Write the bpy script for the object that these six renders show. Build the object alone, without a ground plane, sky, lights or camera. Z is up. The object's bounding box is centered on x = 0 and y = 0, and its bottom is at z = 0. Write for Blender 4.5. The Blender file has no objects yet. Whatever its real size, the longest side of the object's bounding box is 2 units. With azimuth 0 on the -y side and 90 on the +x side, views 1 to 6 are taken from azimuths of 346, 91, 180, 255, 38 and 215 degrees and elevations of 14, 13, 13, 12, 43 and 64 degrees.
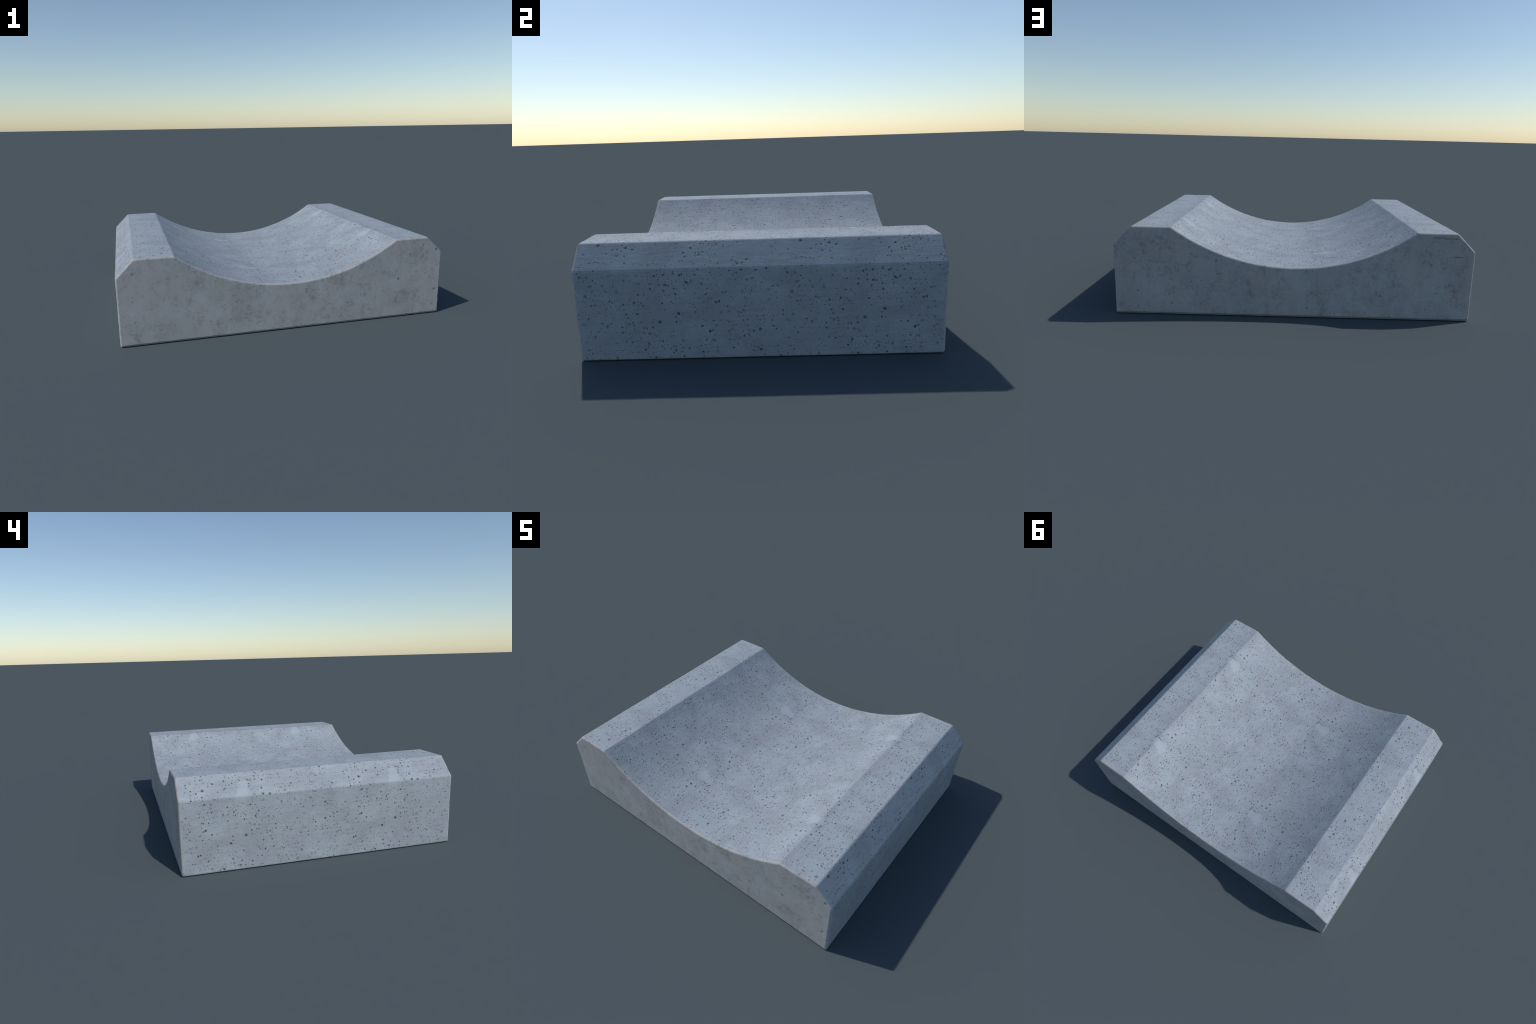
"""A cast concrete gutter block: a low prism with a shallow circular channel
running along y, two flat rims, chamfered shoulders and plain cast end faces."""
import bpy
import math
from mathutils import Vector, noise

# ----------------------------------------------------------------- dimensions
HALF_WIDTH = 1.0        # x
HALF_LENGTH = 0.7878    # y
HEIGHT = 0.5026          # top of the rims
SHOULDER = 0.102        # 45 degree chamfer between rim and side wall
CHANNEL_HALF = 0.677    # half of the channel's opening
CHANNEL_RADIUS = 1.171
CHANNEL_AXIS_Z = HEIGHT + math.sqrt(CHANNEL_RADIUS ** 2 - CHANNEL_HALF ** 2)
END_ROUND = 0.0110      # rounding where the long faces meet the end faces
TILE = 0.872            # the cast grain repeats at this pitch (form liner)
RIM_OUTER = HALF_WIDTH - SHOULDER
WALL_TOP = HEIGHT - SHOULDER


# -------------------------------------------------------------------- profile
def fillet(prev, corner, nxt, radius, steps):
    """Points and outward normals of a rounded corner, walked prev -> nxt."""
    a, c, b = Vector(prev), Vector(corner), Vector(nxt)
    u, v = (a - c).normalized(), (b - c).normalized()
    half = u.angle(v) / 2
    reach = radius / math.tan(half)
    centre = c + (u + v).normalized() * (radius / math.sin(half))
    start, end = c + u * reach - centre, c + v * reach - centre
    out = []
    for i in range(steps + 1):
        d = start.slerp(end, i / steps).normalized()
        out.append((centre + d * radius, d))
    return out


def arc_point(x):
    return (x, CHANNEL_AXIS_Z - math.sqrt(CHANNEL_RADIUS ** 2 - x * x))


def line(p, q, n, step=0.012):
    """Inner points of the straight run p -> q (ends belong to the fillets)."""
    p, q = Vector(p), Vector(q)
    count = max(2, int((q - p).length / step))
    return [(p.lerp(q, i / count), Vector(n)) for i in range(1, count)]


def right_half_profile():
    """From the foot of the +x wall up, over the rim and down to the channel's
    middle: lists of (point, normal, region)."""
    foot, wall_top = (HALF_WIDTH, 0.0), (HALF_WIDTH, WALL_TOP)
    rim_out, rim_in = (RIM_OUTER, HEIGHT), (CHANNEL_HALF, HEIGHT)
    slope = math.asin(CHANNEL_HALF / CHANNEL_RADIUS)
    below = (CHANNEL_HALF - math.cos(slope), HEIGHT - math.sin(slope))
    f_foot = fillet((0.0, 0.0), foot, wall_top, 0.009, 5)
    f_wall = fillet(foot, wall_top, rim_out, 0.018, 6)
    f_rim = fillet(wall_top, rim_out, rim_in, 0.018, 6)
    f_lip = fillet(rim_out, rim_in, below, 0.020, 6)
    diag = (math.sqrt(0.5), math.sqrt(0.5))
    run = []

    def add(items, region):
        run.extend((p, n, region) for p, n in items)
    add(f_foot, "side_wall")
    add(line(f_foot[-1][0], f_wall[0][0], (1, 0)), "side_wall")
    add(f_wall, "shoulder")
    add(line(f_wall[-1][0], f_rim[0][0], diag), "shoulder")
    add(f_rim, "rim")
    add(line(f_rim[-1][0], f_lip[0][0], (0, 1)), "rim")
    add(f_lip, "channel")
    x0 = f_lip[-1][0].x
    a0 = math.asin(x0 / CHANNEL_RADIUS)
    count = 56
    bed = []
    for i in range(1, count + 1):
        a = a0 * (1 - i / count)
        n = Vector((-math.sin(a), math.cos(a)))
        bed.append((Vector((0, CHANNEL_AXIS_Z)) - n * CHANNEL_RADIUS, n))
    add(bed, "channel")
    return run


def whole_profile():
    right = right_half_profile()
    left = [(Vector((-p.x, p.y)), Vector((-n.x, n.y)), "left_" + r if r != "channel" else r)
            for p, n, r in reversed(right[:-1])]
    return right + left


# ----------------------------------------------------------------------- body
def stations():
    """(y, inset, normal weight along y, across) for each ring of the extrusion."""
    straight = HALF_LENGTH - END_ROUND
    out = []
    steps = 5
    for i in range(steps + 1):
        a = math.pi / 2 * (1 - i / steps)
        out.append((-straight - END_ROUND * math.sin(a), END_ROUND * (1 - math.cos(a)), -math.sin(a), math.cos(a)))
    count = 130
    for i in range(1, count):
        out.append((-straight + 2 * straight * i / count, 0.0, 0.0, 1.0))
    out += [(-y, d, -ny, nc) for y, d, ny, nc in reversed(out[:steps + 1])]
    return out, steps


def unevenness(p, near_end):
    """Cast concrete is not quite true: sub-millimetre waves, small nicks on arrises."""
    d = 0.0006 * noise.noise(p * 9.0) + 0.0003 * noise.noise(p * 31.0)
    if near_end:
        chip = noise.noise(p * 26.0 + Vector((7.3, 1.9, 4.1)))
        d -= 0.0060 * max(0.0, chip - 0.30)
    return d


PROFILE = whole_profile()
STATIONS, END_STEPS = stations()

verts, normals = [], []
for k, (y, inset, ny, nc) in enumerate(STATIONS):
    end = k <= END_STEPS + 1 or k >= len(STATIONS) - END_STEPS - 2
    for p, n, region in PROFILE:
        q = p - n * inset
        co = Vector((q.x, y, q.y))
        nrm = Vector((n.x * nc, ny, n.y * nc)).normalized()
        cap = k == 0 or k == len(STATIONS) - 1
        if not cap and q.y > 0.012:
            co += nrm * unevenness(co, end)
        co.z = max(co.z, 0.0)
        verts.append(co)
        normals.append(nrm)

COLS, ROWS = len(PROFILE), len(STATIONS)
regions = {}
for k in range(ROWS - 1):
    is_end = k < END_STEPS or k >= ROWS - 1 - END_STEPS
    for j in range(COLS - 1):
        a, b = k * COLS + j, k * COLS + j + 1
        quad = (b, a, a + COLS, b + COLS)
        if is_end:
            name = "end_face_front" if k < END_STEPS else "end_face_back"
        else:
            # a cell belongs to the region its first point opens, mirrored on the left
            left = PROFILE[j + 1][2].startswith("left_")
            name = PROFILE[j + 1][2] if left else PROFILE[j][2]
        regions.setdefault(name, []).append(quad)
# the flat end faces and the underside close the solid
regions["end_face_front"].append(tuple(range(COLS)))
last = (ROWS - 1) * COLS
regions["end_face_back"].append(tuple(last + j for j in reversed(range(COLS))))
under = []
for k in range(ROWS - 1):
    a, b = k * COLS, k * COLS + COLS - 1
    under.append((a, b, b + COLS, a + COLS))
regions["underside"] = under


# ------------------------------------------------------------------ materials
class Graph:
    """Small helper for writing node maths as expressions."""

    def __init__(self, name):
        self.material = bpy.data.materials.new(name)
        self.material.use_nodes = True
        self.tree = self.material.node_tree
        self.tree.nodes.clear()

    def node(self, kind, **props):
        n = self.tree.nodes.new(kind)
        for k, v in props.items():
            setattr(n, k, v)
        return n

    def put(self, socket, value):
        if isinstance(value, bpy.types.NodeSocket):
            self.tree.links.new(value, socket)
        elif value is not None:
            socket.default_value = value

    def math(self, op, a, b=None, c=None, clamp=False):
        n = self.node("ShaderNodeMath", operation=op, use_clamp=clamp)
        for i, v in enumerate((a, b, c)):
            self.put(n.inputs[i], v)
        return n.outputs[0]

    def ramp(self, v, lo, hi, to0=0.0, to1=1.0, smooth=True):
        n = self.node("ShaderNodeMapRange", interpolation_type="SMOOTHSTEP" if smooth else "LINEAR")
        self.put(n.inputs["Value"], v)
        for key, val in (("From Min", lo), ("From Max", hi), ("To Min", to0), ("To Max", to1)):
            self.put(n.inputs[key], val)
        return n.outputs["Result"]

    def mix(self, f, a, b, blend="MIX"):
        n = self.node("ShaderNodeMix", data_type="RGBA", blend_type=blend)
        self.put(n.inputs[0], f)
        self.put(n.inputs[6], a)
        self.put(n.inputs[7], b)
        return n.outputs[2]

    def combine(self, x, y, z):
        n = self.node("ShaderNodeCombineXYZ")
        for i, v in enumerate((x, y, z)):
            self.put(n.inputs[i], v)
        return n.outputs[0]

    def noise(self, at, scale, detail=3.0, rough=0.55, distort=0.0):
        vec, w = at
        n = self.node("ShaderNodeTexNoise", noise_dimensions="4D")
        self.put(n.inputs["Vector"], vec)
        self.put(n.inputs["W"], w)
        for key, val in (("Scale", scale), ("Detail", detail), ("Roughness", rough), ("Distortion", distort)):
            self.put(n.inputs[key], val)
        return n.outputs[0]

    def pores(self, u, v, cell, small, large, keep, soft=0.45, seed=0.0):
        """Round pits scattered over the unrolled face (u, v): distance to cell
        points, only some cells hold one. Size and depth vary from pit to pit."""
        n = self.node("ShaderNodeTexVoronoi", voronoi_dimensions="2D", feature="F1")
        self.put(n.inputs["Vector"], self.combine(self.math("ADD", u, seed), self.math("ADD", v, seed * 1.7), 0.0))
        n.inputs["Scale"].default_value = 1.0 / cell
        n.inputs["Randomness"].default_value = 0.95
        rgb = self.node("ShaderNodeSeparateColor")
        self.put(rgb.inputs[0], n.outputs["Color"])
        skew = self.math("POWER", rgb.outputs[1], 2.2)
        size = self.ramp(skew, 0.0, 1.0, small / cell, large / cell, smooth=False)
        inner = self.math("MULTIPLY", size, 1.0 - soft)
        pit = self.ramp(n.outputs["Distance"], size, inner)
        exists = self.math("LESS_THAN", rgb.outputs[0], keep)
        depth = self.ramp(self.math("POWER", rgb.outputs[2], 1.2), 0.0, 1.0, 0.34, 1.0, smooth=False)
        return self.math("MULTIPLY", self.math("MULTIPLY", pit, exists), depth)

    def finish(self, colour, height, rough, distance):
        bsdf = self.node("ShaderNodeBsdfPrincipled")
        out = self.node("ShaderNodeOutputMaterial")
        bump = self.node("ShaderNodeBump")
        bump.inputs["Strength"].default_value = 1.0
        bump.inputs["Distance"].default_value = distance
        self.put(bump.inputs["Height"], height)
        self.put(bsdf.inputs["Normal"], bump.outputs[0])
        self.put(bsdf.inputs["Base Color"], colour)
        self.put(bsdf.inputs["Roughness"], rough)
        bsdf.inputs["Specular IOR Level"].default_value = 0.3
        self.put(out.inputs[0], bsdf.outputs[0])
        return self.material


def object_xyz(g):
    coords = g.node("ShaderNodeTexCoord")
    sep = g.node("ShaderNodeSeparateXYZ")
    g.put(sep.inputs[0], coords.outputs["Object"])
    return coords.outputs["Object"], sep.outputs[0], sep.outputs[1], sep.outputs[2]


def unrolled(g, x, z):
    """Arc length across the block, measured from the channel's middle:
    bed, rim, shoulder, wall; negative on the -x side."""
    ax = g.math("ABSOLUTE", x)
    bed = g.math("MULTIPLY", g.math("ARCSINE", g.math("DIVIDE", g.math("MINIMUM", ax, CHANNEL_HALF), CHANNEL_RADIUS)), CHANNEL_RADIUS)
    rim = g.ramp(ax, CHANNEL_HALF, RIM_OUTER, 0.0, RIM_OUTER - CHANNEL_HALF, smooth=False)
    outer = g.math("GREATER_THAN", ax, RIM_OUTER - 0.004)
    slope = g.ramp(z, HEIGHT, WALL_TOP, 0.0, SHOULDER * math.sqrt(2), smooth=False)
    wall = g.ramp(z, WALL_TOP, 0.0, 0.0, WALL_TOP, smooth=False)
    down = g.math("MULTIPLY", outer, g.math("ADD", slope, wall))
    total = g.math("ADD", g.math("ADD", bed, rim), down)
    return g.math("MULTIPLY", total, g.math("SIGN", x))


def torus(g, s, y, stretch_y=1.0, stretch_s=1.0):
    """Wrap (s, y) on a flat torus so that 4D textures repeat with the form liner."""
    k = 2 * math.pi / TILE
    r = TILE / (2 * math.pi)
    u, v = g.math("MULTIPLY", y, k), g.math("MULTIPLY", s, k)
    ru, rv = r * stretch_y, r * stretch_s
    vec = g.combine(g.math("MULTIPLY", g.math("COSINE", u), ru),
                    g.math("MULTIPLY", g.math("SINE", u), ru),
                    g.math("MULTIPLY", g.math("COSINE", v), rv))
    return vec, g.math("MULTIPLY", g.math("SINE", v), rv)


def wrapped_distance(g, value, centre):
    """Distance to the nearest repeat of `centre` at the tile pitch."""
    return g.math("PINGPONG", g.math("SUBTRACT", value, centre), TILE / 2)


def pale_patch(g, s, y, s0, y0, rs, ry, wobble):
    """A rubbed, paler spot of cement skin, one per repeat."""
    ds = g.math("DIVIDE", wrapped_distance(g, s, s0), rs)
    dy = g.math("DIVIDE", wrapped_distance(g, y, y0), ry)
    d = g.math("SQRT", g.math("ADD", g.math("MULTIPLY", ds, ds), g.math("MULTIPLY", dy, dy)))
    return g.ramp(g.math("ADD", d, wobble), 1.25, 0.55)


def porous_concrete():
    g = Graph("porous_cast_concrete")
    _, x, y, z = object_xyz(g)
    s = unrolled(g, x, z)
    at = torus(g, s, y)
    along = torus(g, s, y, 0.22, 1.0)

    broad = g.noise(at, 5.5, 3, 0.55, 0.4)
    cloud = g.noise(at, 16.0, 4, 0.6, 0.3)
    tint = g.noise((at[0], g.math("ADD", at[1], 3.7)), 9.0, 2, 0.5)
    streak = g.noise(along, 70.0, 3, 0.6)
    grain = g.noise(at, 170.0, 3, 0.65)

    cool = (0.327, 0.372, 0.405, 1.0)
    mauve = (0.315, 0.346, 0.386, 1.0)
    colour = g.mix(g.ramp(tint, 0.38, 0.62), cool, mauve)
    value = g.math("ADD", g.ramp(broad, 0.3, 0.7, 0.93, 1.08), g.ramp(cloud, 0.3, 0.7, -0.045, 0.045))
    value = g.math("ADD", value, g.ramp(streak, 0.3, 0.7, -0.05, 0.05))
    value = g.math("ADD", value, g.ramp(grain, 0.3, 0.7, -0.05, 0.05))

    wobble = g.ramp(cloud, 0.3, 0.7, -0.6, 0.6)
    pale = pale_patch(g, s, y, 0.685, 0.447, 0.044, 0.050, wobble)
    pale2 = pale_patch(g, s, y, 0.62, 0.22, 0.075, 0.14, wobble)
    pale3 = pale_patch(g, s, y, 0.02, 0.02, 0.12, 0.10, wobble)
    value = g.math("ADD", value, g.math("MULTIPLY", pale, 0.11))
    value = g.math("ADD", value, g.math("MULTIPLY", pale2, 0.08))
    value = g.math("ADD", value, g.math("MULTIPLY", pale3, 0.07))

    # pits gather in patches and stay away from the rubbed spots
    crowd = g.noise((at[0], g.math("ADD", at[1], 9.1)), 11.0, 3, 0.55)
    bare = g.math("SUBTRACT", 1.0, g.math("MULTIPLY", pale, 0.8))
    outer = g.ramp(g.math("ABSOLUTE", s), 0.90, 1.0)
    keep = g.math("MULTIPLY", g.ramp(crowd, 0.38, 0.64, 0.15, 0.85), g.math("MULTIPLY", bare, g.ramp(outer, 0.0, 1.0, 1.0, 0.72)))
    keep_big = g.math("MULTIPLY", g.ramp(crowd, 0.38, 0.62, 0.20, 0.56), g.math("MULTIPLY", bare, g.ramp(outer, 0.0, 1.0, 0.9, 1.1)))
    # ragged outlines: shift the coordinates a little before looking up the pits
    jog_u = g.math("MULTIPLY", g.math("SUBTRACT", g.noise(at, 150.0, 2, 0.6), 0.5), 0.011)
    jog_v = g.math("MULTIPLY", g.math("SUBTRACT", g.noise((at[0], g.math("ADD", at[1], 5.3)), 150.0, 2, 0.6), 0.5), 0.011)
    u = g.math("ADD", g.math("FLOORED_MODULO", g.math("ADD", s, 0.31), TILE), jog_u)
    v = g.math("ADD", g.math("FLOORED_MODULO", g.math("ADD", y, 0.17), TILE), jog_v)
    big = g.pores(u, v, 0.044, 0.0046, 0.0108, keep_big, 0.6)
    mid = g.pores(u, v, 0.021, 0.0028, 0.0066, keep, 0.6, 3.3)
    fine = g.pores(u, v, 0.0105, 0.0017, 0.0034, keep, 0.75, 7.9)
    pits = g.math("MAXIMUM", big, g.math("MAXIMUM", mid, g.math("MULTIPLY", fine, 0.75)))

    shade = g.combine(value, value, value)
    colour = g.mix(1.0, colour, shade, "MULTIPLY")
    colour = g.mix(g.math("MULTIPLY", pits, g.ramp(outer, 0.0, 1.0, 0.95, 0.98)), colour, (0.055, 0.072, 0.076, 1.0))
    height = g.math("SUBTRACT", g.math("ADD", g.math("MULTIPLY", grain, 0.22), g.math("ADD", g.math("MULTIPLY", cloud, 0.15), g.math("MULTIPLY", streak, 0.30))), g.math("MULTIPLY", pits, 1.0))
    return g.finish(colour, height, g.ramp(cloud, 0.3, 0.7, 0.72, 0.88), 0.0022)


def smooth_concrete():
    g = Graph("smooth_cast_concrete")
    obj, x, y, z = object_xyz(g)
    # the two ends differ: the far end reads another part of the pattern
    side = g.math("MULTIPLY", g.math("SIGN", y), 2.3)
    flat = g.combine(x, side, z)
    at = (flat, side)
    runs = (g.combine(x, side, g.math("MULTIPLY", z, 0.22)), side)

    broad = g.noise(at, 4.0, 3, 0.55, 0.4)
    cloud = g.noise(at, 8.0, 5, 0.6, 0.4)
    run = g.noise(runs, 26.0, 3, 0.55)
    grain = g.noise(at, 190.0, 3, 0.65)
    tint = g.noise((flat, 5.1), 6.0, 2, 0.5)

    colour = g.mix(g.ramp(tint, 0.38, 0.62), (0.400, 0.415, 0.420, 1.0), (0.405, 0.404, 0.402, 1.0))
    value = g.math("ADD", g.ramp(broad, 0.3, 0.7, 0.93, 1.09), g.ramp(run, 0.3, 0.7, -0.03, 0.03))
    value = g.math("ADD", value, g.ramp(grain, 0.3, 0.7, -0.05, 0.05))

    # dirt: fine dark specks that thicken into smudges
    drip = g.noise((g.combine(x, side, g.math("MULTIPLY", z, 0.5)), 2.9), 17.0, 4, 0.62, 0.3)
    smudge = g.math("ADD", g.math("MULTIPLY", g.ramp(cloud, 0.42, 0.66), 0.6), g.math("MULTIPLY", g.ramp(drip, 0.46, 0.66), 0.55), clamp=True)
    speck = g.ramp(g.noise(at, 62.0, 5, 0.72), 0.44, 0.70)
    dirt = g.math("MULTIPLY", g.math("ADD", g.math("MULTIPLY", smudge, 0.75), 0.22), speck)
    dirt = g.math("ADD", dirt, g.math("MULTIPLY", smudge, 0.32), clamp=True)
    warp = g.math("MULTIPLY", g.math("SUBTRACT", g.noise(at, 120.0, 2, 0.5), 0.5), 0.008)
    u = g.math("ADD", g.math("ADD", x, g.math("MULTIPLY", warp, 1.3)), side)
    v = g.math("ADD", z, g.math("MULTIPLY", g.math("SUBTRACT", g.noise((flat, 8.8), 110.0, 2, 0.5), 0.5), 0.012))
    big = g.pores(u, v, 0.085, 0.0050, 0.0125, 0.34, 0.7)
    mid = g.pores(u, v, 0.034, 0.0022, 0.0050, 0.24, 0.7, 4.1)
    pits = g.math("MAXIMUM", big, g.math("MULTIPLY", mid, 0.8))

    # form-joint scratches near the far left shoulder
    back = g.math("GREATER_THAN", y, 0.0)
    scratch = None
    for cx, cz, half_len, half_w in ((-0.915, 0.372, 0.055, 0.0035), (-0.86, 0.474, 0.06, 0.006), (-0.79, 0.478, 0.05, 0.008)):
        lx = g.ramp(g.math("ADD", g.math("ABSOLUTE", g.math("SUBTRACT", x, cx)), g.math("MULTIPLY", warp, 6.0)), half_len, half_len * 0.3)
        lz = g.ramp(g.math("ADD", g.math("ABSOLUTE", g.math("SUBTRACT", z, cz)), g.math("MULTIPLY", warp, 0.8)), half_w, half_w * 0.3)
        m = g.math("MULTIPLY", lx, lz)
        scratch = m if scratch is None else g.math("MAXIMUM", scratch, m)
    scratch = g.math("MULTIPLY", g.math("MULTIPLY", scratch, back), g.ramp(speck, 0.0, 0.5, 0.45, 1.0))
    dark = g.math("MAXIMUM", pits, scratch)

    colour = g.mix(1.0, colour, g.combine(value, value, value), "MULTIPLY")
    colour = g.mix(g.math("MULTIPLY", dirt, 0.66), colour, (0.145, 0.143, 0.143, 1.0))
    colour = g.mix(g.math("MULTIPLY", dark, 0.68), colour, (0.095, 0.092, 0.09, 1.0))
    height = g.math("SUBTRACT", g.math("ADD", g.math("MULTIPLY", grain, 0.12), g.math("MULTIPLY", cloud, 0.3)), g.math("MULTIPLY", dark, 0.8))
    return g.finish(colour, height, 0.8, 0.0018)


POROUS, SMOOTH = porous_concrete(), smooth_concrete()

# -------------------------------------------------------------------- objects
block = bpy.data.objects.new("concrete_gutter_block", None)
block.empty_display_size = 0.3
bpy.context.scene.collection.objects.link(block)
block["label"] = "grey pitted concrete gutter block with shallow curved channel"
block["category"] = "concrete block"


def part(name, faces, material):
    """One region of the seamless body, keeping the whole body's normals."""
    used = sorted({i for f in faces for i in f})
    index = {v: i for i, v in enumerate(used)}
    mesh = bpy.data.meshes.new(name)
    mesh.from_pydata([verts[i] for i in used], [], [[index[i] for i in f] for f in faces])
    mesh.materials.append(material)
    mesh.polygons.foreach_set("use_smooth", [True] * len(mesh.polygons))
    mesh.update()
    if name != "underside":
        mesh.normals_split_custom_set_from_vertices([normals[i] for i in used])
    obj = bpy.data.objects.new(name, mesh)
    bpy.context.scene.collection.objects.link(obj)
    obj.parent = block
    return obj


part("channel", regions["channel"], POROUS)
for side in ("", "left_"):
    part("rim", regions[side + "rim"], POROUS)
    part("shoulder", regions[side + "shoulder"], POROUS)
    part("side_wall", regions[side + "side_wall"], POROUS)
part("end_face", regions["end_face_front"], SMOOTH)
part("end_face", regions["end_face_back"], SMOOTH)
part("underside", regions["underside"], SMOOTH)
